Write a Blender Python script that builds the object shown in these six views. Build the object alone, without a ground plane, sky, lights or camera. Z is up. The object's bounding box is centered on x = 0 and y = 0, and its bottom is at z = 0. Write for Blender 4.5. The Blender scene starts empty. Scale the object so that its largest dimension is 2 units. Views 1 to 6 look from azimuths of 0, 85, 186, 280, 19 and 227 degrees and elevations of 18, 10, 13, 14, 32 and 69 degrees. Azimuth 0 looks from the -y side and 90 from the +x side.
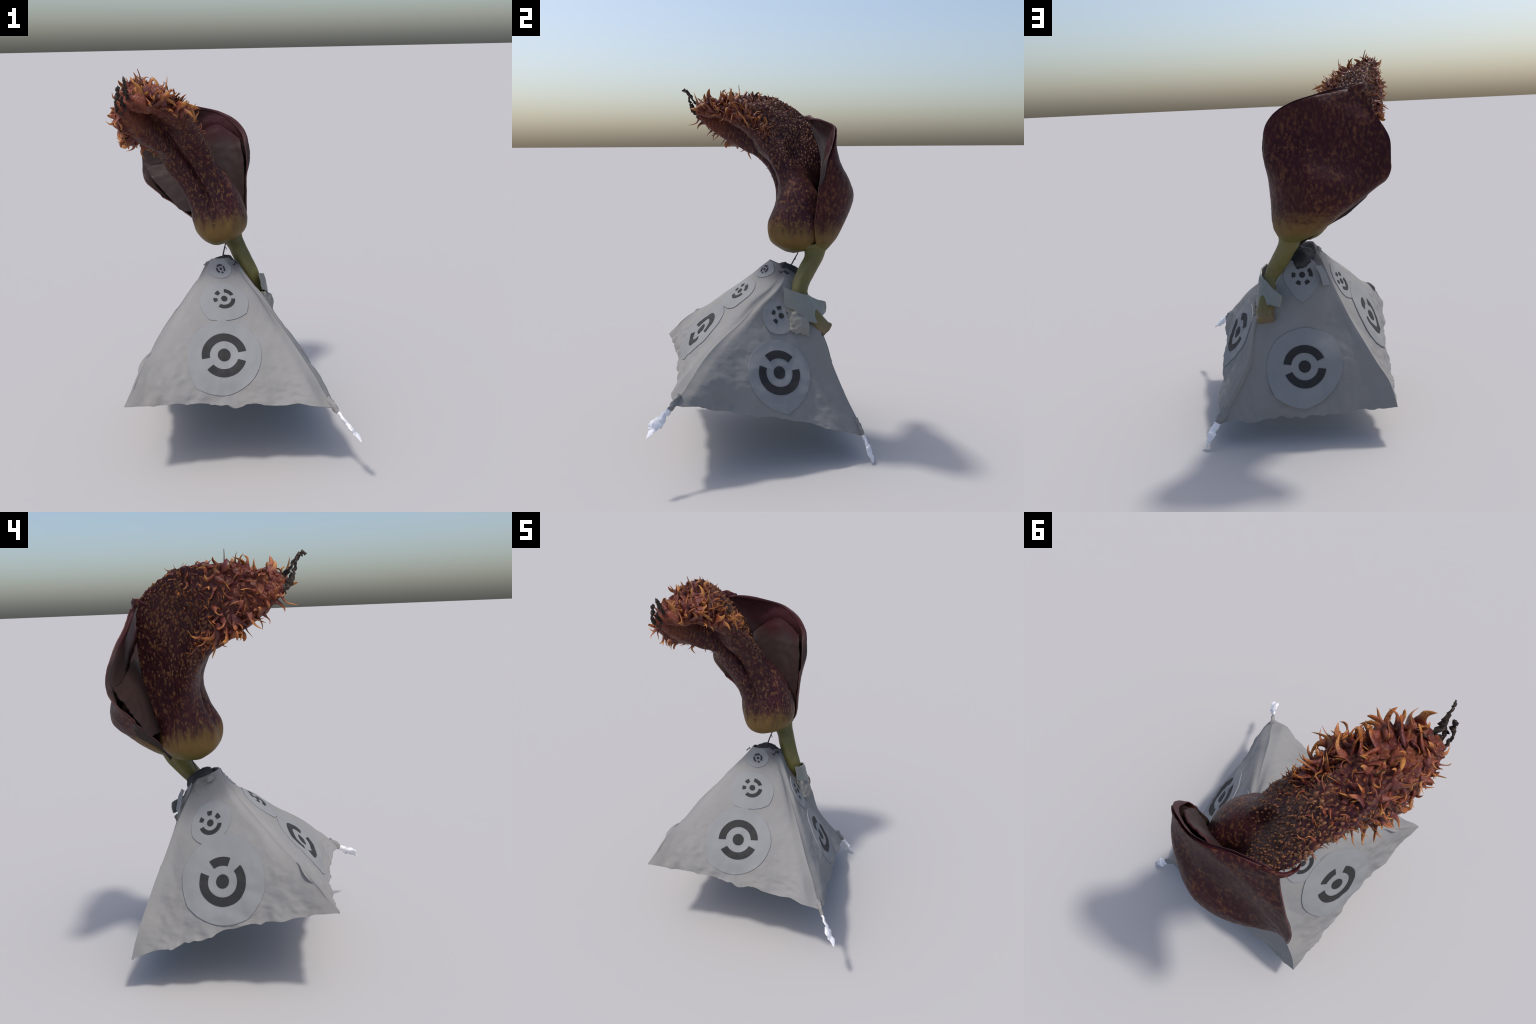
import bpy, bmesh, math, random
import numpy as np
from mathutils import Vector, noise
from mathutils.bvhtree import BVHTree

random.seed(7)
rng = np.random.default_rng(7)
COL = bpy.context.scene.collection

# ----------------------------------------------------------------- helpers
def spline(P, n):
    """Catmull-Rom through control rows P, n samples, uniform in parameter."""
    P = np.asarray(P, float); k = len(P)
    t = np.linspace(0, k - 1, n); i = np.minimum(t.astype(int), k - 2); f = (t - i)[:, None]
    g = lambda j: P[np.clip(j, 0, k - 1)]
    p0, p1, p2, p3 = g(i - 1), g(i), g(i + 1), g(i + 2)
    p0 = np.where((i == 0)[:, None], 2 * p1 - p2, p0)
    p3 = np.where((i == k - 2)[:, None], 2 * p2 - p1, p3)
    return .5 * (2 * p1 + (p2 - p0) * f + (2 * p0 - 5 * p1 + 4 * p2 - p3) * f * f + (3 * p1 - p0 - 3 * p2 + p3) * f ** 3)

def arc_spline(P, n):
    """Same curve resampled evenly by length."""
    q = spline(P, 400); d = np.r_[0, np.cumsum(np.linalg.norm(np.diff(q, axis=0), axis=1))]
    s = np.linspace(0, d[-1], n)
    return np.stack([np.interp(s, d, q[:, k]) for k in range(q.shape[1])], 1)

def unit(v):
    return v / np.maximum(np.linalg.norm(v, axis=-1, keepdims=True), 1e-9)

def fbm(p, scale, octaves=3, seed=0.0):
    return noise.fractal(Vector((p[0] * scale + seed, p[1] * scale - seed, p[2] * scale + 2 * seed)), 1.0, 2.0, octaves)

def make_object(name, verts, faces, mats, parent=None, smooth=True, mat_index=None, angle=None):
    me = bpy.data.meshes.new(name)
    me.from_pydata([tuple(map(float, v)) for v in verts], [], [tuple(map(int, f)) for f in faces])
    for m in (mats if isinstance(mats, (list, tuple)) else [mats]):
        me.materials.append(m)
    if mat_index is not None:
        me.polygons.foreach_set("material_index", np.asarray(mat_index, np.int32))
    me.polygons.foreach_set("use_smooth", np.full(len(me.polygons), smooth))
    me.update()
    ob = bpy.data.objects.new(name, me); COL.objects.link(ob)
    if parent: ob.parent = parent
    if angle is not None and smooth:
        me.set_sharp_from_angle(angle=math.radians(angle))
    return ob

def grid_faces(n, m, closed_m=False, off=0, flip=False):
    out = []
    for i in range(n - 1):
        for j in range(m if closed_m else m - 1):
            a = off + i * m + j; b = off + i * m + (j + 1) % m
            c = off + (i + 1) * m + (j + 1) % m; d = off + (i + 1) * m + j
            out.append((d, c, b, a) if flip else (a, b, c, d))
    return out

def grid_normals(G, closed_m=False):
    if closed_m:
        dv = np.roll(G, -1, 1) - np.roll(G, 1, 1)
    else:
        dv = np.gradient(G, axis=1)
    return unit(np.cross(np.gradient(G, axis=0), dv))

def tube(path, radii, m=10, flat=1.0, twist=0.0, wob=0.0, seed=0):
    """Closed tapered tube along path; flat squashes one axis; returns verts, faces."""
    path = np.asarray(path, float); n = len(path); T = unit(np.gradient(path, axis=0))
    ref = np.array([.3, .2, .93]); ref = ref if abs(T[0] @ ref) < .9 else np.array([1., 0, 0])
    V = []; prev = ref
    for i in range(n):
        r = prev - T[i] * (T[i] @ prev); r = r / np.linalg.norm(r); prev = r; u = np.cross(T[i], r)
        for j in range(m):
            a = 2 * math.pi * j / m + twist * i / n
            k = 1 + wob * noise.noise(Vector((i * .45 + seed, j * .9, seed * 1.7)))
            x, y = math.cos(2 * math.pi * j / m) * radii[i] * k, math.sin(2 * math.pi * j / m) * radii[i] * flat * k
            c, s = math.cos(twist * i / n), math.sin(twist * i / n)
            V.append(path[i] + r * (x * c - y * s) + u * (x * s + y * c))
    F = grid_faces(n, m, True)
    F.append(tuple(range(m))[::-1]); F.append(tuple((n - 1) * m + j for j in range(m)))
    return V, F

# ----------------------------------------------------------------- materials
class Nodes:
    def __init__(self, name, rough=.6, spec=.3):
        self.m = bpy.data.materials.new(name); self.m.use_nodes = True
        self.t = self.m.node_tree; self.b = self.t.nodes["Principled BSDF"]
        self.b.inputs["Roughness"].default_value = rough
        self.b.inputs["Specular IOR Level"].default_value = spec
        self.co = self.t.nodes.new("ShaderNodeTexCoord").outputs["Object"]
    def link(self, a, b): self.t.links.new(a, b)
    def mapping(self, scale=(1, 1, 1), rot=(0, 0, 0), loc=(0, 0, 0)):
        n = self.t.nodes.new("ShaderNodeMapping"); self.link(self.co, n.inputs[0])
        n.inputs["Scale"].default_value = scale; n.inputs["Rotation"].default_value = rot; n.inputs["Location"].default_value = loc
        return n.outputs[0]
    def noise(self, scale, detail=3, rough=.55, vec=None, dist=0.0):
        n = self.t.nodes.new("ShaderNodeTexNoise"); self.link(vec or self.co, n.inputs["Vector"])
        n.inputs["Scale"].default_value = scale; n.inputs["Detail"].default_value = detail
        n.inputs["Roughness"].default_value = rough; n.inputs["Distortion"].default_value = dist
        return n.outputs["Fac"]
    def voronoi(self, scale, vec=None, feature='F1'):
        n = self.t.nodes.new("ShaderNodeTexVoronoi"); self.link(vec or self.co, n.inputs["Vector"])
        n.feature = feature; n.inputs["Scale"].default_value = scale
        return n.outputs["Distance"]
    def ramp(self, fac, stops, interp='LINEAR'):
        n = self.t.nodes.new("ShaderNodeValToRGB"); self.link(fac, n.inputs[0]); r = n.color_ramp; r.interpolation = interp
        while len(r.elements) < len(stops): r.elements.new(.5)
        for e, (p, c) in zip(r.elements, stops):
            e.position = p; e.color = (c, c, c, 1) if isinstance(c, (int, float)) else (*c, 1)
        return n.outputs["Color"]
    def mix(self, fac, a, b, mode='MIX'):
        n = self.t.nodes.new("ShaderNodeMix"); n.data_type = 'RGBA'; n.blend_type = mode
        for sock, v in ((n.inputs[0], fac), (n.inputs[6], a), (n.inputs[7], b)):
            if isinstance(v, (int, float)): sock.default_value = v
            elif isinstance(v, tuple): sock.default_value = (*v, 1)
            else: self.link(v, sock)
        return n.outputs[2]
    def math(self, op, a, b=0.0):
        n = self.t.nodes.new("ShaderNodeMath"); n.operation = op
        for sock, v in ((n.inputs[0], a), (n.inputs[1], b)):
            if isinstance(v, (int, float)): sock.default_value = v
            else: self.link(v, sock)
        return n.outputs[0]
    def axis(self, direction, offset=0.0):
        n = self.t.nodes.new("ShaderNodeVectorMath"); n.operation = 'DOT_PRODUCT'
        self.link(self.co, n.inputs[0]); n.inputs[1].default_value = direction
        return self.math('ADD', n.outputs["Value"], offset)
    def span(self, v, lo, hi):
        n = self.t.nodes.new("ShaderNodeMapRange"); self.link(v, n.inputs[0]); n.interpolation_type = 'SMOOTHSTEP'
        n.inputs[1].default_value = lo; n.inputs[2].default_value = hi
        return n.outputs[0]
    def finish(self, color, bump=None, strength=.3, dist=.01):
        if isinstance(color, tuple): self.b.inputs["Base Color"].default_value = (*color, 1)
        else: self.link(color, self.b.inputs["Base Color"])
        if bump is not None:
            n = self.t.nodes.new("ShaderNodeBump"); n.inputs["Strength"].default_value = strength
            n.inputs["Distance"].default_value = dist
            self.link(bump, n.inputs["Height"]); self.link(n.outputs[0], self.b.inputs["Normal"])
        return self.m

MAROON = (.044, .0105, .0145); MAROON2 = (.022, .0070, .0100); TAN = (.185, .084, .034)
OLIVE = (.142, .100, .027); GREEN = (.100, .090, .024); RUST = (.105, .020, .016)

def front_lip_material():
    n = Nodes("mottled_maroon_skin", .5, .16)
    base = n.mix(n.noise(9, 3), MAROON2, MAROON)
    base = n.mix(n.ramp(n.noise(26, 2), [(.45, 0.), (.7, .6)]), base, (.070, .018, .020))
    spot_n = n.noise(66, 2, .6, n.mapping((1.15, 1.15, .55)), .4)
    spots = n.ramp(spot_n, [(.52, 0.), (.62, .5), (.70, .9)])
    base = n.mix(spots, base, TAN)
    # the hood tip turns rusty orange
    tip = n.span(n.math('ADD', n.axis((.15, -1, .35), -.60), n.math('MULTIPLY', n.noise(12, 3), .25)), .02, .42)
    rust = n.mix(n.ramp(n.noise(34, 3), [(.38, 0.), (.62, 1.)]), RUST, (.215, .060, .020))
    base = n.mix(n.math('MULTIPLY', tip, .62), base, rust)
    # yellow-olive foot of the bulb with streaky border
    h = n.math('ADD', n.axis((0, .12, 1)), n.math('MULTIPLY', n.math('SUBTRACT', n.noise(22, 3, .6, n.mapping((1.6, 1.6, .35))), .5), .22))
    foot = n.span(h, 1.285, 1.14)
    low = n.span(n.axis((0, 0, 1)), 1.12, 1.04)
    base = n.mix(foot, base, n.mix(low, n.mix(n.noise(15), OLIVE, (.17, .085, .03)), GREEN))
    return n.finish(base, n.noise(70, 3), .25, .006)

def back_lip_material():
    n = Nodes("speckled_maroon_skin", .5, .14)
    base = n.mix(n.noise(10, 3), (.020, .0045, .0072), (.050, .0085, .0120))
    sp = n.ramp(n.noise(58, 3, .6, n.mapping((1.2, 1.2, .6), (0, .45, 0))), [(.48, 0.), (.66, .8)])
    area = n.ramp(n.noise(7, 2), [(.3, .25), (.65, 1.)])
    base = n.mix(n.math('MULTIPLY', sp, area), base, (.160, .062, .026))
    h = n.math('ADD', n.axis((0, 0, 1)), n.math('MULTIPLY', n.math('SUBTRACT', n.noise(24, 3), .5), .16))
    base = n.mix(n.span(h, 1.25, 1.10), base, n.mix(n.span(n.axis((0, 0, 1)), 1.14, 1.05), (.15, .088, .028), GREEN))
    return n.finish(base, n.noise(60, 3), .2, .006)

def inner_material():
    n = Nodes("smooth_throat_skin", .55, .3)
    base = n.mix(n.noise(8, 3), (.028, .0165, .0155), (.042, .0245, .022))  # throat browns and red darkened partway toward the scan's baked occlusion shade
    red = n.span(n.math('ADD', n.axis((0, 0, 1)), n.math('MULTIPLY', n.noise(9, 3), .12)), 1.60, 1.72)
    base = n.mix(red, base, (.042, .0095, .012))
    return n.finish(base, n.noise(30, 3), .15, .006)

def bristle_material():
    n = Nodes("rusty_bristle_skin", .45, .4)
    up = n.axis((0, 0, 1))            # bristles are modelled along local +z, unit length
    oi = n.t.nodes.new("ShaderNodeObjectInfo").outputs["Random"]
    tipc = n.mix(oi, (.33, .090, .018), (.44, .19, .040))
    basec = n.mix(oi, (.085, .017, .016), (.19, .042, .018))
    f = n.span(n.math('ADD', up, n.math('MULTIPLY', n.math('SUBTRACT', n.noise(4), .5), .5)), .18, .85)
    return n.finish(n.mix(f, basec, tipc), n.noise(9, 3), .3, .03)

def wart_material():
    n = Nodes("tan_wart_skin", .5, .35)
    c = n.mix(n.noise(18, 2), (.20, .085, .028), (.085, .027, .018))
    return n.finish(c, n.noise(80), .2, .004)

def withered_material():
    n = Nodes("black_withered_skin", .6, .3)
    return n.finish(n.mix(n.noise(40, 3), (.010, .009, .009), (.060, .036, .024)), n.noise(90, 3), .5, .005)

def stem_material():
    n = Nodes("green_stem_skin", .5, .35)
    c = n.mix(n.noise(12, 3, .5, n.mapping((1.5, 1.5, .4))), (.088, .080, .020), (.165, .140, .045))
    c = n.mix(n.ramp(n.noise(14, 3, .6, n.mapping((1.5, 1.5, .4))), [(.6, 0.), (.75, .6)]), c, (.17, .085, .025))
    low = n.span(n.math('ADD', n.axis((0, .0, 1)), n.math('MULTIPLY', n.noise(20), .08)), .78, .68)
    c = n.mix(low, c, n.mix(n.noise(18, 3), (.15, .13, .09), (.21, .13, .045)))
    return n.finish(c, n.noise(30, 3), .2, .006)

def paper_material():
    n = Nodes("grey_plastered_paper", .75, .2)
    c = n.mix(n.noise(5, 3), (.205, .201, .197), (.245, .242, .239))
    c = n.mix(n.ramp(n.noise(3.2, 4, .6), [(.5, 0.), (.75, .4)]), c, (.235, .208, .182))
    stain = n.ramp(n.noise(38, 3, .7), [(.66, 0.), (.74, .35)])
    c = n.mix(stain, c, (.16, .15, .14))
    # soot round the open peak, patchy
    d = n.t.nodes.new("ShaderNodeVectorMath"); d.operation = 'DISTANCE'; n.link(n.co, d.inputs[0]); d.inputs[1].default_value = (-.09, .20, .94)
    soot = n.math('MULTIPLY', n.span(n.math('ADD', d.outputs["Value"], n.math('MULTIPLY', n.noise(16, 4, .65), .12)), .22, .10), .85)
    c = n.mix(soot, c, (.05, .048, .046))
    return n.finish(c, n.noise(60, 4, .6), .18, .006)

def sticker_material():
    n = Nodes("pale_sticker_paper", .7, .2)
    c = n.mix(n.noise(7, 3), (.208, .213, .220), (.238, .243, .249))
    c = n.mix(n.ramp(n.noise(45, 3, .7), [(.68, 0.), (.78, .3)]), c, (.14, .135, .13))
    return n.finish(c, n.noise(50, 3), .1, .004)

def ink_material():
    n = Nodes("dark_printed_ink", .7, .2)
    return n.finish(n.mix(n.noise(60, 3, .7), (.020, .020, .021), (.034, .034, .036)))

def plain(name, a, b, scale=20, rough=.6, spec=.3, bump=.2):
    n = Nodes(name, rough, spec)
    return n.finish(n.mix(n.noise(scale, 3), a, b), n.noise(scale * 2.5, 3), bump, .006)

M_FRONT, M_BACK, M_INNER, M_BRIS = front_lip_material(), back_lip_material(), inner_material(), bristle_material()
M_WART, M_WITH, M_STEM, M_PAPER = wart_material(), withered_material(), stem_material(), paper_material()
M_STICK, M_INK = sticker_material(), ink_material()
M_RIM = plain("pinkish_rim_skin", (.070, .024, .024), (.095, .036, .034), 20)
M_SHORT = plain("rusty_short_bristle_skin", (.10, .024, .016), (.34, .105, .024), 45)
M_TAPE = plain("translucent_grey_tape", (.165, .172, .155), (.225, .235, .22), 12, .45, .4)
M_CRUMB = plain("cream_crumpled_paper", (.20, .19, .165), (.27, .26, .235), 25, .6, .3)
M_SHRED = plain("white_glossy_shred", (.74, .73, .76), (.84, .83, .86), 14, .35, .4)
M_DARK_LUMP = plain("mottled_black_lump", (.010, .010, .012), (.05, .05, .052), 35, .7, .3, .5)
M_WIRE = plain("dark_wire", (.015, .015, .016), (.03, .03, .032), 30, .5, .4)

# ----------------------------------------------------------------- top level
flower = bpy.data.objects.new("flower", None); COL.objects.link(flower)
flower.location = (.105, .365, .63)
flower["label"] = "dark maroon hooded flower with orange bristles on green stem"
flower["category"] = "flower"
stand = bpy.data.objects.new("paper_pyramid", None); COL.objects.link(stand)
stand["label"] = "grey paper pyramid stand with round black target marks"
stand["category"] = "paper stand"
bpy.context.view_layer.update()
def adopt(ob, parent):
    ob.parent = parent
    ob.matrix_parent_inverse = parent.matrix_world.inverted()

# ----------------------------------------------------------------- front lip (bulb, neck and hood)
# station rows: centre x y z, then radius at 0,45..315 deg (0 front groove side, 90 right, 180 back/top, 270 left)
FRONT = np.array([
 [-.085, .265, 1.050, .055, .045, .045, .060, .065, .065, .060, .055],
 [-.088, .260, 1.073, .108, .080, .082, .099, .105, .105, .104, .104],
 [-.091, .248, 1.134, .168, .163, .146, .143, .156, .162, .158, .145],
 [-.105, .239, 1.219, .168, .178, .148, .150, .181, .172, .152, .155],
 [-.140, .228, 1.325, .125, .122, .130, .136, .150, .141, .123, .138],
 [-.194, .201, 1.435, .090, .071, .112, .110, .105, .094, .102, .128],
 [-.252, .164, 1.543, .085, .072, .142, .105, .075, .087, .087, .135],
 [-.304, .119, 1.647, .126, .135, .155, .090, .100, .205, .078, .124],
 [-.350, .046, 1.730, .160, .155, .160, .085, .138, .205, .084, .132],
 [-.394, -.053, 1.782, .151, .140, .162, .114, .128, .184, .106, .152],
 [-.432, -.155, 1.813, .124, .105, .120, .112, .095, .138, .098, .130],
 [-.455, -.243, 1.834, .078, .078, .094, .086, .058, .080, .080, .094],
 [-.467, -.311, 1.858, .020, .035, .050, .040, .030, .038, .045, .045]])
GROOVE = np.array([[0, 0], [0, 0], [.004, 0], [.016, 0], [.026, 0], [.030, .004], [.038, .01], [.048, .03], [.05, .09], [.05, .12], [.04, .11], [.025, .05], [.0, 0]])
NS, NA = 300, 216

# free left margin of the folded lip, by station
MARGIN = {4: (-.225, .360, 1.28), 5: (-.250, .392, 1.43), 6: (-.285, .398, 1.60), 7: (-.412, .330, 1.80), 8: (-.462, .19, 1.908), 9: (-.488, .075, 1.938), 10: (-.482, -.06, 1.938)}
NOMINAL = [0, 45, 90, 135, 180, 207, 225, 243, 270, 315]      # angle label of each section control point

def front_grid():
    C = FRONT[:, :3]
    T = unit(np.gradient(C, axis=0)); L = np.array([.9, -.43, .05])
    R = unit(L - T * (T @ L)[:, None]); U = np.cross(R, T)
    ctrl = []
    for k in range(len(FRONT)):
        p = {a_: C[k] + (R[k] * math.sin(math.radians(a_)) + U[k] * math.cos(math.radians(a_))) * r_ for a_, r_ in zip(range(0, 360, 45), FRONT[k, 3:])}
        m = np.array(MARGIN[k]) if k in MARGIN else p[225]
        w = .30 if k in MARGIN else .45
        ctrl.append([p[0], p[45], p[90], p[135], p[180], m + (p[180] - m) * w, m, m + (p[270] - m) * w, p[270], p[315]])
    ctrl = np.array(ctrl); K = ctrl.shape[1]
    rows = np.stack([spline(ctrl[:, q], NS) for q in range(K)], 1)          # NS x K x 3
    ext = np.concatenate([rows[:, -2:], rows, rows[:, :3]], 1)
    t = np.arange(NA) * K / NA; i = t.astype(int); f = (t - i)[None, :, None]
    p0, p1, p2, p3 = ext[:, i + 1], ext[:, i + 2], ext[:, i + 3], ext[:, i + 4]
    Gf = .5 * (2 * p1 + (p2 - p0) * f + (2 * p0 - 5 * p1 + 4 * p2 - p3) * f * f + (3 * p1 - p0 - 3 * p2 + p3) * f ** 3)
    cen = Gf.mean(1)
    ang = np.interp(t, np.arange(K + 1), NOMINAL + [360])
    gg = spline(GROOVE, NS); g, hollow = gg[:, :1], gg[:, 1:]; dn = np.angle(np.exp(1j * np.radians(ang - 22)))[None]
    dent = g * (.7 * np.exp(-(dn / .15) ** 2) + .3 * np.exp(-(dn / .4) ** 2)) + hollow * np.exp(-((dn - .32) / .52) ** 2)
    Gf = Gf + unit(cen[:, None] - Gf) * dent[..., None]
    return cen, Gf, ang

C_FRONT, G, ANG = front_grid()
N_FRONT = grid_normals(G, True)
if ((G - C_FRONT[:, None]) * N_FRONT).sum() < 0: N_FRONT = -N_FRONT
for i in range(NS):
    s = i / (NS - 1) * 12 - 1
    amp = .002 + .012 * min(1, max(0, (s - 5.2) / 3.0))
    for j in range(NA):
        a = ANG[j]
        under = math.exp(-((((a - 20 + 180) % 360) - 180) / 55) ** 4)
        p = G[i, j]
        k = amp * (1 - .75 * under)
        G[i, j] = p + N_FRONT[i, j] * (k * fbm(p, 17, 3) + .5 * k * fbm(p, 45, 2, 3.1))
N_FRONT = grid_normals(G, True)
if ((G - C_FRONT[:, None]) * N_FRONT).sum() < 0: N_FRONT = -N_FRONT
V = list(G.reshape(-1, 3)) + [G[0].mean(0) - np.array([0, 0, .004]), G[-1].mean(0) + unit(C_FRONT[-1] - C_FRONT[-4]) * .012]
F = grid_faces(NS, NA, True)
b0, b1 = len(V) - 2, len(V) - 1
for j in range(NA):
    F.append(((j + 1) % NA, j, b0)); F.append(((NS - 1) * NA + j, (NS - 1) * NA + (j + 1) % NA, b1))
front = make_object("front_lip", V, F, M_FRONT); adopt(front, flower)
bm = bmesh.new(); bm.from_mesh(front.data); bmesh.ops.recalc_face_normals(bm, faces=bm.faces); bm.to_mesh(front.data); bm.free()

# ----------------------------------------------------------------- back lip (cupped shield)
RIM_R = [(-.02, .338, 1.040), (.035, .325, 1.11), (.052, .315, 1.20), (.055, .325, 1.30), (.055, .335, 1.39), (.055, .345, 1.47),
         (.047, .365, 1.555), (.026, .405, 1.628), (-.045, .437, 1.695), (-.16, .447, 1.745), (-.30, .39, 1.782), (-.405, .35, 1.797)]
RIM_L = [(-.07, .333, 1.040), (-.19, .325, 1.105), (-.29, .35, 1.185), (-.37, .372, 1.245), (-.46, .385, 1.30), (-.525, .41, 1.36),
         (-.546, .442, 1.42), (-.546, .446, 1.48), (-.54, .425, 1.56), (-.50, .405, 1.63), (-.455, .38, 1.70), (-.42, .36, 1.775)]
MERID = [(-.042, .368, 1.034), (-.08, .440, 1.10), (-.13, .500, 1.17), (-.17, .555, 1.25), (-.18, .580, 1.34), (-.16, .555, 1.43),
         (-.155, .500, 1.52), (-.165, .466, 1.60), (-.185, .453, 1.665), (-.235, .449, 1.716), (-.34, .403, 1.762), (-.413, .360, 1.785)]
NB, MB = 150, 130
rr, ll, mm = spline(RIM_R, NB), spline(RIM_L, NB), spline(MERID, NB)
c = (rr + ll) / 2; a = (rr - ll) / 2; b = mm - c
th = np.linspace(0, np.pi, MB)
ct = np.cos(th)
wgt = np.interp(np.linspace(0, 1, NB), [0, .30, .42, .58, 1], [1, 1, .7, .0, .2])[:, None]
left = wgt * np.sin(th)[None] ** .8 + (1 - wgt) * (1 - np.abs(ct))[None] ** 1.7      # upper left half is flatter
stn = np.where(th[None] < np.pi / 2, np.sin(th)[None] ** .95, left)
O = c[:, None] + a[:, None] * ct[None, :, None] + b[:, None] * stn[..., None]
NO = grid_normals(O)
if (NO * b[:, None]).sum() < 0: NO = -NO
NO = NO + np.array([0, .15, .05]); NO[(NO @ np.array([0, 1., .2])) < 0] *= -1
for _ in range(12):
    q = np.pad(NO, ((1, 1), (1, 1), (0, 0)), mode='edge')
    NO = unit(q[1:-1, 1:-1] * 2 + q[:-2, 1:-1] + q[2:, 1:-1] + q[1:-1, :-2] + q[1:-1, 2:])
tt = np.linspace(0, 1, NB)[:, None]
edge = np.minimum(np.minimum(np.arange(MB), np.arange(MB)[::-1])[None] / 14., 99)
roll = np.exp(-edge ** 2) * np.clip((tt - .42) * 4, 0, 1) * np.where(np.arange(MB) > MB / 2, .012, .003)[None]       # rim flares outward
for i in range(NB):
    for j in range(MB):
        p = O[i, j]
        O[i, j] = p + NO[i, j] * (roll[i, j] + .006 * fbm(p, 6, 2) + .0012 * fbm(p, 40, 2))
thick = .013 * np.clip(np.minimum(edge * 1.3 + .35, 1), 0, 1)
I = O - NO * thick[..., None]
V = list(O.reshape(-1, 3)) + list(I.reshape(-1, 3)); n0 = NB * MB
fo, fi = grid_faces(NB, MB), grid_faces(NB, MB, off=n0, flip=True)
bd = [(i, 0) for i in range(NB)] + [(NB - 1, j) for j in range(1, MB)] + [(i, MB - 1) for i in range(NB - 2, -1, -1)] + [(0, j) for j in range(MB - 2, 0, -1)]
bd = [i * MB + j for i, j in bd]
fe = [(bd[k], bd[(k + 1) % len(bd)], bd[(k + 1) % len(bd)] + n0, bd[k] + n0) for k in range(len(bd))]
back = make_object("back_lip", V, fo + fi + fe, [M_BACK, M_INNER, M_RIM], mat_index=[0] * len(fo) + [1] * len(fi) + [2] * len(fe))
bm = bmesh.new(); bm.from_mesh(back.data); bmesh.ops.recalc_face_normals(bm, faces=bm.faces); bm.to_mesh(back.data); bm.free()
adopt(back, flower)

# curled point at the top of the back lip
V, F = tube(spline([(-.36, .372, 1.785), (-.41, .352, 1.80), (-.432, .33, 1.806), (-.44, .30, 1.797), (-.435, .275, 1.79)], 14), np.interp(np.arange(14), [0, 4, 13], [.02, .02, .003]), 10, .5, .8, .4, 3)
ob = make_object("curled_point", V, F, M_BACK); adopt(ob, flower)

# smooth membrane that closes the throat pocket between the lips
def sheet(name, rows, mat, thick=.006, nu=26, nv=26, rough=.003, seed=0, parent=stand):
    """Thin sheet lofted through rows of control points."""
    Rr = np.array([spline(r_, nv) for r_ in rows]); Gs = np.stack([spline(Rr[:, j], nu) for j in range(nv)], 1)
    N_ = grid_normals(Gs)
    for i in range(nu):
        for j in range(nv):
            e = 2.2 if i in (0, nu - 1) or j in (0, nv - 1) else 1
            Gs[i, j] += N_[i, j] * rough * fbm(Gs[i, j], 30, 2, seed) * e + np.array([0, 0, rough * (e - 1) * fbm(Gs[i, j], 60, 2, seed + 4)])
    n0 = nu * nv; V = list((Gs + N_ * thick / 2).reshape(-1, 3)) + list((Gs - N_ * thick / 2).reshape(-1, 3))
    bd = [(i, 0) for i in range(nu)] + [(nu - 1, j) for j in range(1, nv)] + [(i, nv - 1) for i in range(nu - 2, -1, -1)] + [(0, j) for j in range(nv - 2, 0, -1)]
    bd = [i * nv + j for i, j in bd]
    F = grid_faces(nu, nv) + grid_faces(nu, nv, off=n0, flip=True) + [(bd[k], bd[(k + 1) % len(bd)], bd[(k + 1) % len(bd)] + n0, bd[k] + n0) for k in range(len(bd))]
    ob = make_object(name, V, F, mat, angle=50)
    bm = bmesh.new(); bm.from_mesh(ob.data); bmesh.ops.recalc_face_normals(bm, faces=bm.faces); bm.to_mesh(ob.data); bm.free()
    adopt(ob, parent); return ob
sheet("throat_membrane", [[(.034, .335, 1.16), (.040, .352, 1.45), (.018, .396, 1.60)], [(-.03, .350, 1.22), (-.03, .380, 1.46), (-.04, .420, 1.64)],
       [(-.12, .355, 1.22), (-.12, .385, 1.48), (-.12, .418, 1.68)], [(-.23, .35, 1.20), (-.23, .388, 1.43), (-.22, .425, 1.62)],
       [(-.33, .362, 1.205), (-.355, .392, 1.36), (-.37, .440, 1.48)], [(-.395, .380, 1.275), (-.49, .412, 1.385), (-.537, .446, 1.47)]], M_INNER, .006, 44, 30, .003, 2, flower)

# ----------------------------------------------------------------- stem
STEM = [(-.045, .325, 1.10), (-.041, .332, 1.06), (-.019, .316, 1.01), (.017, .272, .944), (.056, .236, .878), (.078, .236, .825), (.097, .284, .738), (.107, .331, .673), (.104, .368, .634)]
RAD = [.078, .062, .050, .048, .046, .042, .044, .047, .046]
P = spline(STEM, 70); r = spline(np.c_[RAD, RAD], 70)[:, 0]
V, F = tube(P, r, 40)
V = np.array(V); ctr = np.repeat(P, 40, 0)
for k in range(len(V)):
    ang = (k % 40) / 40 * 2 * math.pi; u = (k // 40) / 69
    groove = -.14 * math.exp(-((math.sin((ang - 1.2 - .8 * u) / 2)) / .16) ** 2) - .12 * math.exp(-((math.sin((ang - 4.0 - .5 * u) / 2)) / .14) ** 2)
    V[k] = ctr[k] + (V[k] - ctr[k]) * (1 + groove * (1 - u * .7) + .05 * fbm(V[k], 14, 2) + (.25 * fbm(V[k], 35, 2) if u > .97 else 0))
stem = make_object("stem", V, F, M_STEM, angle=60); adopt(stem, flower)

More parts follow.
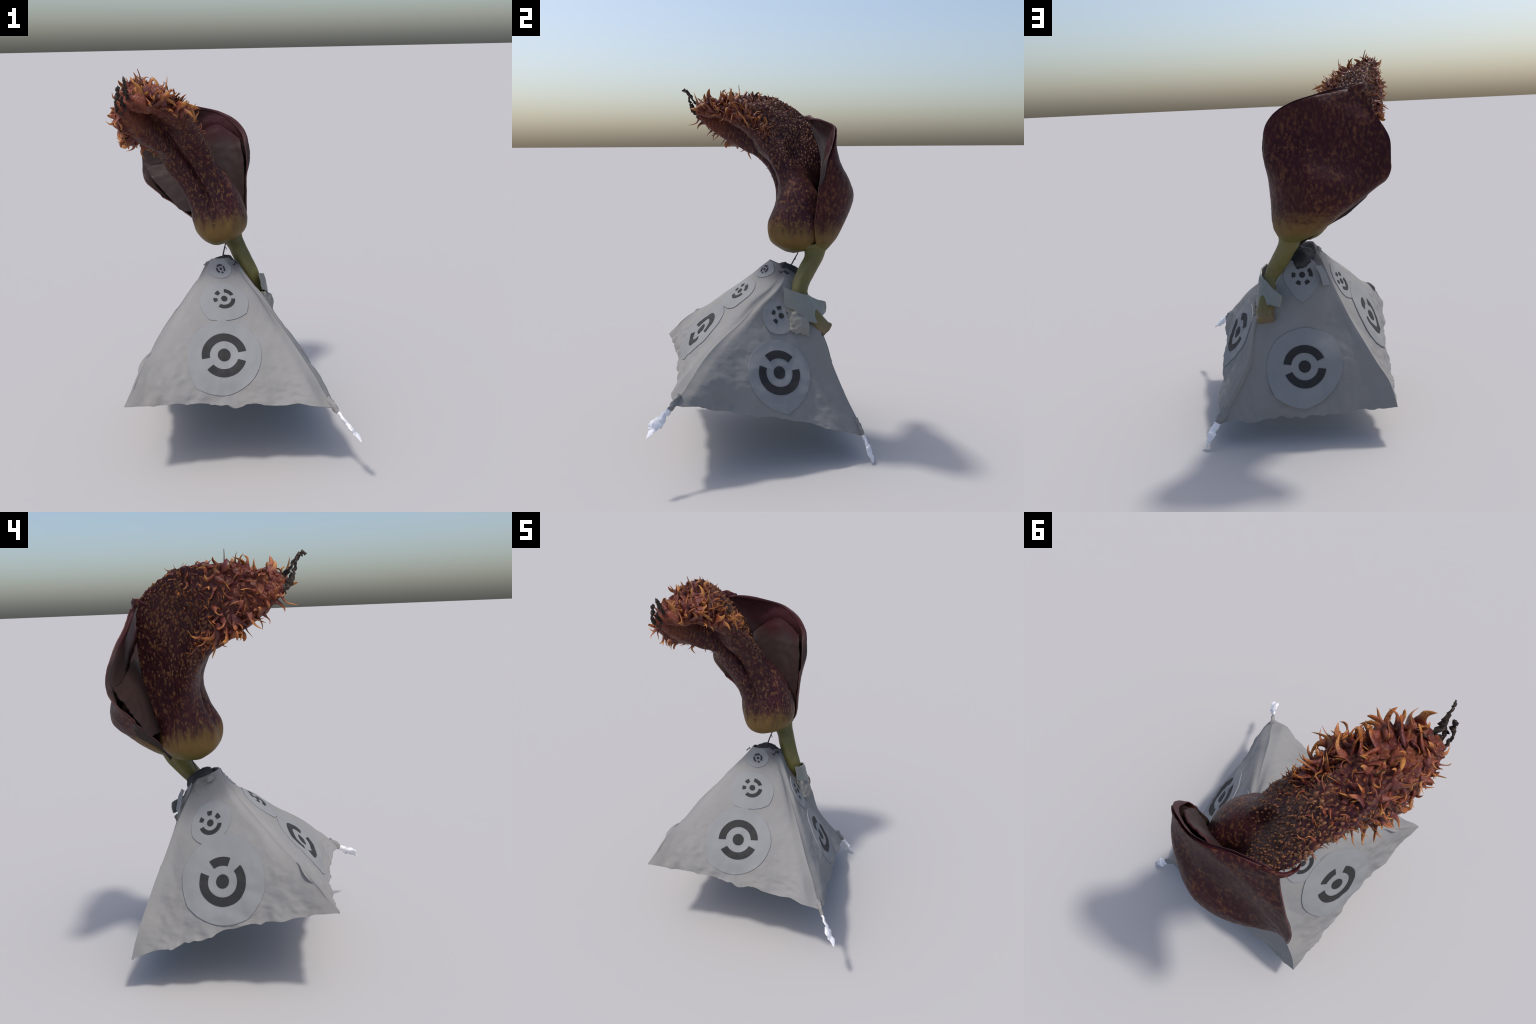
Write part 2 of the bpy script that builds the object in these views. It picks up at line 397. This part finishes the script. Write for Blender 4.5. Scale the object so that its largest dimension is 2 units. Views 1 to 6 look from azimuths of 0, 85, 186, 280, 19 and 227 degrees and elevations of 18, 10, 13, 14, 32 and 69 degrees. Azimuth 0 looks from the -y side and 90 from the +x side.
# ----------------------------------------------------------------- bristles
def bristle_mesh(seed, flap):
    """Unit-height curled, flattened spine with a flared foot along +z; flaps are broad and floppy."""
    r_ = random.Random(seed); n, m = 11, 8
    bend = r_.uniform(-1.0, 1.0); bend2 = r_.uniform(-.4, .4); hook = r_.uniform(-.9, 1.1); side = r_.uniform(-.25, .25)
    path = []
    for i in range(n):
        s = i / (n - 1)
        path.append((bend * s * s * .6 + hook * max(0, s - .55) ** 2 * 2, bend2 * s * s * .6 + side * math.sin(3.1 * s), s - .2 * abs(bend) * s * s - .5 * abs(hook) * max(0, s - .6) ** 2))
    w = r_.uniform(.17, .27) if flap else r_.uniform(.10, .15); e = r_.uniform(.45, .8) if flap else .75
    rad = [w * (1.5 * math.exp(-7 * i / (n - 1)) + .95 * (1 - i / (n - 1)) ** e + .03) for i in range(n)]
    path[0] = (0, 0, -.14)
    V, F = tube(path, rad, m, r_.uniform(.22, .36) if flap else r_.uniform(.4, .65), r_.uniform(-1.4, 1.4), .35, seed)
    me = bpy.data.meshes.new("bristle"); me.from_pydata([tuple(map(float, v)) for v in V], [], F)
    me.materials.append(M_BRIS); me.polygons.foreach_set("use_smooth", np.full(len(me.polygons), True)); me.update()
    return me
BM = [bristle_mesh(s, False) for s in range(14)]
FM = [bristle_mesh(100 + s, True) for s in range(14)]

def angdist(a, b): return ((a - b + 180) % 360) - 180
def frame_at(i, j):
    return G[i, j], unit(N_FRONT[i, j]), unit(G[min(i + 2, NS - 1), j] - G[max(i - 2, 0), j])

def bristle_len(s, a):
    """Bristle length by station s (0-11) and angle a; 0 = bare."""
    under = abs(angdist(a, 35))
    if under < 60: return 0.0
    margin = math.exp(-((under - 76) / 15) ** 2)
    grow = min(1, max(0, (s - 6.0) / 3.2))
    L = .009 + .042 * grow ** 1.1
    if s > 9.3: L *= .8
    L += margin * (.045 * min(1, max(0, (s - 5.8) / 2.0)) + .012 * min(1, max(0, s - 4.8)))
    side = math.sin(math.radians(a))                      # right side longer than left
    return L * (1 + .28 * side * grow)
cands = []
tries = 0
area = np.linalg.norm(np.cross(np.roll(G, -1, 1) - G, np.gradient(G, axis=0)), axis=2)
pr = area.ravel() / area.sum()
picks = rng.choice(NS * NA, size=9000, p=pr)
taken = []
for k in picks:
    i, j = divmod(int(k), NA); s = i / (NS - 1) * 12 - 1; a = ANG[j]
    if s < 4.8 or s > 10.9: continue
    if s < 6.4 and abs(angdist(a, 35)) > 96 and random.random() > (s - 5.2) * .45: continue
    L = bristle_len(s, a)
    if L <= 0: continue
    p, nn, tg = frame_at(i, j)
    gap = (.021 if s < 6 else .014) + .011 * min(1, max(0, (s - 6) / 3)) - (.006 if 62 < abs(angdist(a, 35)) < 95 else 0)
    if any((p[0] - q[0]) ** 2 + (p[1] - q[1]) ** 2 + (p[2] - q[2]) ** 2 < gap * gap for q in taken): continue
    taken.append(p); L *= random.choice((.5, .75, 1.0, 1.25, 1.7)) * random.uniform(.85, 1.15); e = p + nn * L
    if e[0] < -.585: L *= max(.25, (p[0] + .585) / (p[0] - e[0] + 1e-9))
    if e[2] > 1.985: L *= max(.3, (1.985 - p[2]) / (e[2] - p[2] + 1e-9))
    if e[1] < -.37: L *= max(.3, (p[1] + .37) / (p[1] - e[1] + 1e-9))
    L = min(L, .085)
    cands.append((L, p, nn, tg, s, a))
cands.sort(key=lambda c_: -c_[0])
def place(L, p, nn, tg, s, a):
    d = Vector(nn) + Vector(tg) * random.uniform(-.35, .6) + Vector((random.gauss(0, .38), random.gauss(0, .38), random.gauss(0, .38)))
    q = d.to_track_quat('Z', 'Y'); from_spin = random.uniform(0, 6.28)
    import mathutils
    M = mathutils.Matrix.Translation(Vector(p)) @ q.to_matrix().to_4x4() @ mathutils.Matrix.Rotation(from_spin, 4, 'Z')
    w = max(L, .022) * random.uniform(.75, 1.25)
    if (M @ Vector((0, 0, L)))[0] < -.575: L *= .5; w *= .6
    return M @ mathutils.Matrix.Diagonal((w, w, L, 1))
inv = flower.matrix_world.inverted()
for n_, c_ in enumerate(cands[:300]):
    ob = bpy.data.objects.new("bristle", (FM if c_[4] > 7.6 and random.random() < .6 else BM)[n_ % 14]); COL.objects.link(ob)
    ob.parent = flower; ob.matrix_parent_inverse = inv; ob.matrix_world = place(*c_)
# remaining short bristles, one joined piece per zone
for mat, zone in ((M_WART, lambda q: q <= 7.2), (M_SHORT, lambda q: q > 7.2)):
    V, F = [], []
    for n_, c_ in enumerate([c for c in cands[300:] if zone(c[4])]):
        me = BM[n_ % 14]; M = place(*c_); o = len(V)
        V += [tuple(M @ v.co) for v in me.vertices]; F += [tuple(o + x for x in f.vertices) for f in me.polygons]
    ob = make_object("short_bristles", V, F, mat); ob["kind"] = "stuff"; adopt(ob, flower)
print("bristles", len(cands))

# warts on throat side and flanks
V, F = [], []; taken = []
for k in rng.choice(NS * NA, size=5000, p=pr):
    i, j = divmod(int(k), NA); s = i / (NS - 1) * 12 - 1; a = ANG[j]
    if not 4.4 < s < 7.6 or abs(angdist(a, 18)) < 68: continue
    if 228 < a < 320 and random.random() < .65: continue
    p, nn, tg = frame_at(i, j)
    if any((p[0] - q[0]) ** 2 + (p[1] - q[1]) ** 2 + (p[2] - q[2]) ** 2 < .016 ** 2 for q in taken): continue
    taken.append(p); h = random.uniform(.004, .009) * (.6 + .3 * (s - 4.6)); w = random.uniform(.0038, .0075); o = len(V)
    side = np.cross(nn, tg); tip = p + nn * h + tg * h * random.uniform(.2, 1.0)
    for q in range(6):
        t_ = q * math.pi / 3; V.append(p - nn * .002 + (tg * math.cos(t_) * 2.3 + side * math.sin(t_)) * w)
    for q in range(6):
        t_ = q * math.pi / 3; V.append(p + (tip - p) * .6 + (tg * math.cos(t_) * 1.3 + side * math.sin(t_)) * w * .55)
    V.append(tip)
    for q in range(6):
        F.append((o + q, o + (q + 1) % 6, o + 6 + (q + 1) % 6, o + 6 + q)); F.append((o + 6 + q, o + 6 + (q + 1) % 6, o + 12))
ob = make_object("warts", V, F, M_WART); ob["kind"] = "stuff"; adopt(ob, flower)

# one long stray hair on top
V, F = tube(spline([(-.430, -.058, 1.925), (-.437, -.060, 1.952), (-.441, -.062, 1.975), (-.449, -.064, 2.0)], 12), np.interp(np.arange(12), [0, 2, 11], [.009, .004, .0018]), 7, .7)
ob = make_object("bristle", V, F, M_WART); adopt(ob, flower)

# black withered strips at the very tip
for k, pth in enumerate([
    [(-.455, -.27, 1.87), (-.46, -.305, 1.885), (-.465, -.33, 1.905), (-.462, -.348, 1.93), (-.458, -.368, 1.955), (-.455, -.383, 1.969), (-.450, -.397, 1.962)],
    [(-.495, -.29, 1.83), (-.507, -.32, 1.838), (-.508, -.345, 1.86), (-.495, -.352, 1.895), (-.490, -.360, 1.92), (-.488, -.363, 1.934)],
    [(-.47, -.30, 1.85), (-.485, -.33, 1.86), (-.475, -.345, 1.89)]]):
    n = 26; P = spline(pth, n)
    P += np.array([[.011 * noise.noise(Vector((i * .6, k * 5., c_ * 9.))) for c_ in range(3)] for i in range(n)])
    V, F = tube(P, np.interp(np.arange(n), [0, 6, 20, 25], [.024, .0105, .0075, .006]), 9, .55, 5, 1.5, k * 11)
    ob = make_object("withered_tip", V, F, M_WITH); adopt(ob, flower)

# ----------------------------------------------------------------- paper pyramid
FL = [(-.145, .09, .995), (-.226, -.012, .90), (-.296, -.108, .824), (-.359, -.20, .75), (-.415, -.29, .675), (-.479, -.375, .618), (-.522, -.461, .545), (-.551, -.526, .455)]
FR = [(-.055, .13, .985), (-.005, .155, .93), (.06, .105, .868), (.14, -.015, .795), (.212, -.115, .718), (.282, -.22, .648), (.347, -.31, .572), (.41, -.38, .487), (.468, -.455, .385)]
BR = [(-.01, .24, .93), (.06, .275, .80), (.12, .31, .70), (.165, .345, .603), (.182, .38, .50), (.203, .415, .406), (.260, .460, .294), (.322, .510, .188), (.360, .535, .125)]
BRI = [(x - .012, y - .008 - .012 * (i > 4), z) for i, (x, y, z) in enumerate(BR)]      # back panel tucks in behind the side panel
BL = [(-.165, .185, .955), (-.185, .195, .93), (-.233, .24, .829), (-.287, .284, .722), (-.342, .32, .615), (-.405, .356, .512), (-.467, .386, .41), (-.531, .413, .311), (-.574, .447, .185)]
MF = [(-.10, .09, .995), (-.097, .056, .945), (-.08, -.087, .828), (-.075, -.205, .722), (-.074, -.31, .611), (-.06, -.40, .50), (-.04, -.45, .415)]
MR = [(-.015, .205, .945), (.045, .165, .86), (.133, .118, .73), (.22, .105, .60), (.305, .09, .473), (.37, .075, .36), (.41, .06, .268)]
ML = [(-.158, .14, .97), (-.22, .12, .875), (-.291, .099, .768), (-.380, .055, .660), (-.450, .015, .541), (-.505, -.005, .43), (-.545, -.02, .345)]
MB_ = [(-.09, .235, .92), (-.09, .27, .852), (-.09, .33, .70), (-.095, .385, .55), (-.098, .43, .40), (-.09, .462, .26), (-.08, .480, .150)]
NR, NF = 150, 90
def face(left, mid, right):
    l, m_, r_ = arc_spline(left, NR), arc_spline(mid, NR), arc_spline(right, NR)
    s = np.linspace(0, 1, NF)[None, :, None]
    return l[:, None] * (2 * (s - .5) * (s - 1)) + m_[:, None] * (4 * s * (1 - s)) + r_[:, None] * (2 * s * (s - .5))
# broad swellings of the paper: centre, radius, height
BULGES = [((.10, -.02, .80), .12, .008), ((.38, -.42, .44), .12, .022), ((.25, -.08, .62), .15, .005), ((.38, -.28, .44), .12, .003),
          ((-.46, .30, .42), .12, -.012), ((-.25, .33, .55), .12, -.012), ((-.40, -.40, .52), .10, -.010)]
def relief(Gf, seed, pull=(.022, .024)):
    """Plaster-like lumps that get stronger downward, plus a torn lower border."""
    N_ = grid_normals(Gf); cen = np.array([-.05, .05, .4])
    if (N_ * (Gf - cen)).sum() < 0: N_ = -N_
    H = np.zeros(Gf.shape[:2])
    for i in range(NR):
        t = i / (NR - 1)
        for j in range(NF):
            s = j / (NF - 1); fade = min(1, 8 * min(s, 1 - s))
            p = Gf[i, j]
            H[i, j] = fade * ((.004 + .013 * t ** 3) * fbm(p, 6, 2, seed) + (.0008 + .006 * t ** 3) * fbm(p, 24, 3, seed))
    for c_, r_, k_ in BULGES:
        H += k_ * np.exp(-((Gf - np.array(c_)) ** 2).sum(2) / r_ ** 2) * np.clip(np.minimum(np.arange(NF), np.arange(NF)[::-1]) / 6., 0, 1)[None]
    Gf = Gf + N_ * H[..., None]
    ridge = pull[0] * np.exp(-(np.arange(NF) / 6.) ** 2) + pull[1] * np.exp(-((NF - 1 - np.arange(NF)) / 6.) ** 2)
    out = Gf - np.array([-.05, .05, 0]); out[..., 2] = 0
    Gf = Gf - unit(out) * ridge[None, :, None] * np.clip(np.linspace(0, 6, NR), 0, 1)[:, None, None] * np.clip(np.linspace(12, 0, NR), 0, 1)[:, None, None]
    down = unit(Gf[-1] - Gf[-6])
    for j in range(NF):
        s = j / (NF - 1); fade = min(1, 6 * min(s, 1 - s))
        k = fade * (.018 * fbm((s * 3.0, seed, 0), 2.2, 2) + .020 * max(0, fbm((s * 9, seed * 2, 5), 1.9, 2)))
        for i in range(NR - 40, NR):
            w = ((i - NR + 41) / 40) ** 2
            Gf[i, j] += down[j] * k * w
    return Gf
faces4 = [relief(face(FL, MF, FR), 1.3), relief(face(FR, MR, BR), 4.1, (.024, -.005)), relief(face(BRI, MB_, BL), 7.7, (-.005, -.005)), relief(face(BL, ML, FL), 9.2, (-.005, .022))]
names = ["paper_panel"] * 4
SURF_V, SURF_F = [], []
TH = .008
for Gf in faces4:
    N_ = grid_normals(Gf)
    flip = (N_ * (Gf - np.array([-.05, .05, .4]))).sum() < 0
    if flip: N_ = -N_
    n0 = NR * NF
    o = len(SURF_V); SURF_V += [tuple(v) for v in Gf.reshape(-1, 3)]; SURF_F += [tuple(o + x for x in f) for f in grid_faces(NR, NF)]
    V = list(Gf.reshape(-1, 3)) + list((Gf - N_ * TH).reshape(-1, 3))
    bd = [(i, 0) for i in range(NR)] + [(NR - 1, j) for j in range(1, NF)] + [(i, NF - 1) for i in range(NR - 2, -1, -1)] + [(0, j) for j in range(NF - 2, 0, -1)]
    bd = [i * NF + j for i, j in bd]
    F = grid_faces(NR, NF) + grid_faces(NR, NF, off=n0, flip=True) + [(bd[k], bd[(k + 1) % len(bd)], bd[(k + 1) % len(bd)] + n0, bd[k] + n0) for k in range(len(bd))]
    ob = make_object("paper_panel", V, F, M_PAPER, angle=50)
    bm = bmesh.new(); bm.from_mesh(ob.data); bmesh.ops.recalc_face_normals(bm, faces=bm.faces); bm.to_mesh(ob.data); bm.free()
    adopt(ob, stand)
BVH = BVHTree.FromPolygons(SURF_V, SURF_F)

# ----------------------------------------------------------------- stickers and target marks
def drape(center, nrm, up, right, x, y, off):
    o = center + right * x + up * y + nrm * .12
    hit, n_, _, d_ = BVH.ray_cast(Vector(o), Vector(-nrm), .3)
    if hit is None:
        q = BVH.find_nearest(Vector(center + right * x + up * y))[0]
        return np.array(q) + nrm * off
    return np.array(hit) + nrm * off

def sticker(center, approx_n, R, marks, outline, off=.004, lift=None):
    """Paper sticker of outline radii (k evenly spaced, clockwise from up) with arcs marks=[(a0,a1)], ring radius R."""
    center = np.array(center); nrm = unit(np.array(approx_n, float))
    up = unit(np.array([0, 0, 1.]) - nrm * nrm[2]); right = np.cross(up, nrm)
    hit = BVH.find_nearest(Vector(center)); center = np.array(hit[0])
    K = 72; rad = []
    kk = len(outline); ang = [2 * math.pi * q / kk for q in range(kk)]
    pts = [(math.sin(t_) * o_, math.cos(t_) * o_) for t_, o_ in zip(ang, outline)]
    ring = []
    for q in range(kk):
        for w in range(K // kk):
            f = w / (K // kk); p0, p1 = pts[q], pts[(q + 1) % kk]
            px, py = p0[0] * (1 - f) + p1[0] * f, p0[1] * (1 - f) + p1[1] * f
            g = (math.hypot(*p0) * (1 - f) + math.hypot(*p1) * f) / math.hypot(px, py)
            g = 1 + (g - 1) * .8
            ring.append((px * g, py * g))
    K = len(ring); V = [drape(center, nrm, up, right, 0, 0, off)]; NRg = 14
    for q in range(1, NRg + 1):
        for x, y in ring:
            f = q / NRg; e = off
            if lift: e += lift(x * f, y * f)
            V.append(drape(center, nrm, up, right, x * f, y * f, e))
    for x, y in ring: V.append(drape(center, nrm, up, right, x, y, -.006))
    F = [(0, 1 + (w + 1) % K, 1 + w) for w in range(K)]
    for q in range(NRg):
        for w in range(K):
            a_ = 1 + q * K + w; b_ = 1 + q * K + (w + 1) % K; F.append((a_, b_, b_ + K, a_ + K))
    ob = make_object("sticker", V, F, M_STICK, angle=35)
    bm = bmesh.new(); bm.from_mesh(ob.data); bmesh.ops.recalc_face_normals(bm, faces=bm.faces); bm.to_mesh(ob.data); bm.free()
    adopt(ob, stand)
    def patch(name, a0, a1, r0, r1):
        n = max(4, int(abs(a1 - a0) / 5)); m_ = 4; V = []
        for q in range(n + 1):
            t_ = math.radians(a0 + (a1 - a0) * q / n)
            for w in range(m_ + 1):
                r_ = r0 + (r1 - r0) * w / m_; x, y = math.sin(t_) * r_, math.cos(t_) * r_
                e = off + .0022 + (lift(x, y) if lift else 0)
                V.append(drape(center, nrm, up, right, x, y, e))
        ob = make_object(name, V, grid_faces(n + 1, m_ + 1), M_INK); adopt(ob, stand)
    patch("target_dot", 0, 360, .0004, R * .285)
    for a0, a1 in marks: patch("target_arc", a0, a1, R * .64, R)

def normal_at(p):
    h = BVH.find_nearest(Vector(p)); n_ = np.array(h[1]); n_ = unit(n_)
    return n_ if n_ @ (np.array(p) - np.array([-.05, .05, .4])) > 0 else -n_
sticker((-.074, -.31, .611), normal_at((-.074, -.31, .611)), .113, [(-95, 85), (113, 234)], [.185, .185, .19, .19, .20, .215, .185, .185])
sticker((-.076, -.087, .826), normal_at((-.076, -.087, .826)), .058, [(-102, -78), (-52, -24), (10, 70), (98, 223)], [.095, .105, .125, .14, .125, .145, .13, .115])
sticker((-.099, .056, .943), normal_at((-.09, .03, .93)), .027, [(-42, 42), (58, 140), (-140, -60), (165, 195)], [.05, .06, .07, .06, .055, .06, .07, .06], .003)
sticker((.305, .09, .473), normal_at((.305, .09, .473)), .116, [(-32, 55), (90, 297)], [.175, .175, .18, .18, .215, .18, .175, .175], .005)
sticker((.133, .118, .73), normal_at((.133, .118, .73)), .055, [(-20, 12), (-75, -45), (-140, -110), (65, 95)], [.095, .10, .10, .09, .10, .115, .105, .10], .006)
sticker((-.454, .015, .541), normal_at((-.454, .015, .541)), .113, [(-47, 8), (39, 280)], [.228, .21, .20, .20, .195, .205, .205, .21], .006)
sticker((-.291, .099, .768), normal_at((-.291, .099, .768)), .059, [(-92, -68), (-30, -2), (26, 54), (84, 233)], [.115, .12, .10, .095, .11, .11, .095, .10])
sticker((-.091, .27, .852), (0, .88, .48), .056, [(-40, 8), (45, 100), (130, 160), (190, 220), (-105, -75)], [.105, .10, .10, .10, .145, .10, .10, .10], .008)
sticker((-.098, .42, .40), normal_at((-.098, .42, .40)), .112, [(-83, 66), (97, 247)], [.20, .21, .20, .19, .215, .22, .20, .20], .005, lambda x, y: max(0, -y - .05) * .12)

# folded strip that closes the joint behind the side panel's free edge
sheet_rows = [[(x - .001, y - .004, z) for x, y, z in BR], [(x - .012, y - .006, z) for x, y, z in BR], [(x - .030, y - .018 - .010 * (i > 4), z) for i, (x, y, z) in enumerate(BR)]]
sheet("folded_strip", sheet_rows, M_PAPER, .004, 8, 60, .001, 7)

# black lump filling the dark hole at the peak, and the wire that props the bulb
V, F = [], []
for i in range(20):
    for j in range(32):
        a = math.pi * i / 19; t_ = 2 * math.pi * j / 32
        p = np.array([-.085 + .075 * math.sin(a) * math.cos(t_), .185 + .075 * math.sin(a) * math.sin(t_), .925 + .055 * math.cos(a) - .25 * (.075 * math.sin(a) * math.sin(t_))])
        V.append(p * 1.0 + unit(p - np.array([-.085, .18, .925])) * .014 * fbm(p, 25, 3))
ob = make_object("dark_lump", V, grid_faces(20, 32, True), M_DARK_LUMP); adopt(ob, stand)
V, F = tube([(-.092, .200, .955), (-.090, .206, .972), (-.082, .222, 1.005), (-.074, .238, 1.035), (-.072, .245, 1.06)], [.0035] * 5, 6, 1, 0, .3)
ob = make_object("wire", V, F, M_WIRE); adopt(ob, stand)
V, F = tube([(-.078, .229, 1.018), (-.070, .226, 1.010), (-.072, .224, 1.003)], [.0022] * 3, 6)
ob = make_object("wire_barb", V, F, M_WIRE); adopt(ob, stand)

# ----------------------------------------------------------------- tape round the stem, crumpled lump
sheet("tape", [[(.112, .135, .885), (.135, .185, .87), (.135, .235, .852), (.115, .27, .838), (.06, .33, .80), (.012, .385, .775)],
               [(.122, .138, .845), (.143, .19, .83), (.147, .245, .805), (.125, .29, .785), (.07, .34, .765), (.014, .387, .745)],
               [(.130, .140, .790), (.150, .19, .765), (.160, .265, .705), (.142, .325, .69), (.085, .355, .715), (.02, .382, .715)]], M_TAPE, .007)
sheet("crumpled_paper", [[(.118, .155, .765), (.142, .205, .755), (.150, .255, .74)], [(.152, .16, .70), (.180, .21, .705), (.175, .27, .69)], [(.172, .165, .655), (.180, .215, .645), (.180, .27, .63)]], M_CRUMB, .008, 26, 26, .009, 3)

# ----------------------------------------------------------------- torn shreds at the corners, loose flaps
def shred(path, radii, seed):
    """Ragged drip pulled from a sheet corner: grey root, white knobbly end."""
    n = 34; P = spline(path, n)
    P += np.array([[.007 * noise.noise(Vector((i * .35, seed * 3.1, c_ * 7.))) for c_ in range(3)] for i in range(n)]) * np.minimum(1, np.arange(n)[::-1] / 6.)[:, None]
    r_ = np.interp(np.arange(n), np.linspace(0, n - 1, len(radii)), radii)
    V, F = tube(P, r_, 12, .42, 2.0, .5, seed)
    root = int(n * .28) * 12
    ob = make_object("torn_shred", V, F, [M_SHRED, M_PAPER], angle=40, mat_index=[1 if max(f) < root + 12 else 0 for f in F]); adopt(ob, stand)
shred([(.435, -.42, .42), (.47, -.455, .385), (.497, -.482, .357), (.525, -.515, .330), (.545, -.540, .315), (.567, -.557, .293), (.587, -.577, .269)], [.026, .022, .014, .017, .028, .022, .014, .003], 2)
shred([(.315, .495, .20), (.348, .522, .145), (.376, .540, .105), (.398, .552, .07), (.416, .563, .032), (.426, .570, .002)], [.026, .024, .018, .018, .024, .017, .010, .002], 9)
flap_rows = []
for lift, dz in ((-.004, 0), (.006, -.010), (.016, -.020)):
    row = []
    for k in range(7):
        u = k / 6; w = math.sin(math.pi * u)
        q = np.array([-.448 - .062 * u, -.328 - .075 * u, .655 - .085 * u + dz * w])
        h_ = np.array(BVH.find_nearest(Vector(q))[0]); row.append(tuple(h_ + np.array([-.75, -.2, .6]) * (lift * w if lift > 0 else lift)))
    flap_rows.append(row)
sheet("loose_flap", flap_rows, M_PAPER, .004, 8, 18, .0005, 5)
sheet("torn_scrap", [[(-.165, .10, .975), (-.175, .13, .965)], [(-.185, .095, .955), (-.195, .13, .945)]], M_PAPER, .005, 6, 6, .003, 8)
sheet("torn_scrap", [[(-.19, .25, .90), (-.215, .262, .86), (-.235, .272, .80)], [(-.16, .272, .90), (-.185, .285, .86), (-.20, .295, .80)]], M_STICK, .005, 8, 8, .001, 6)
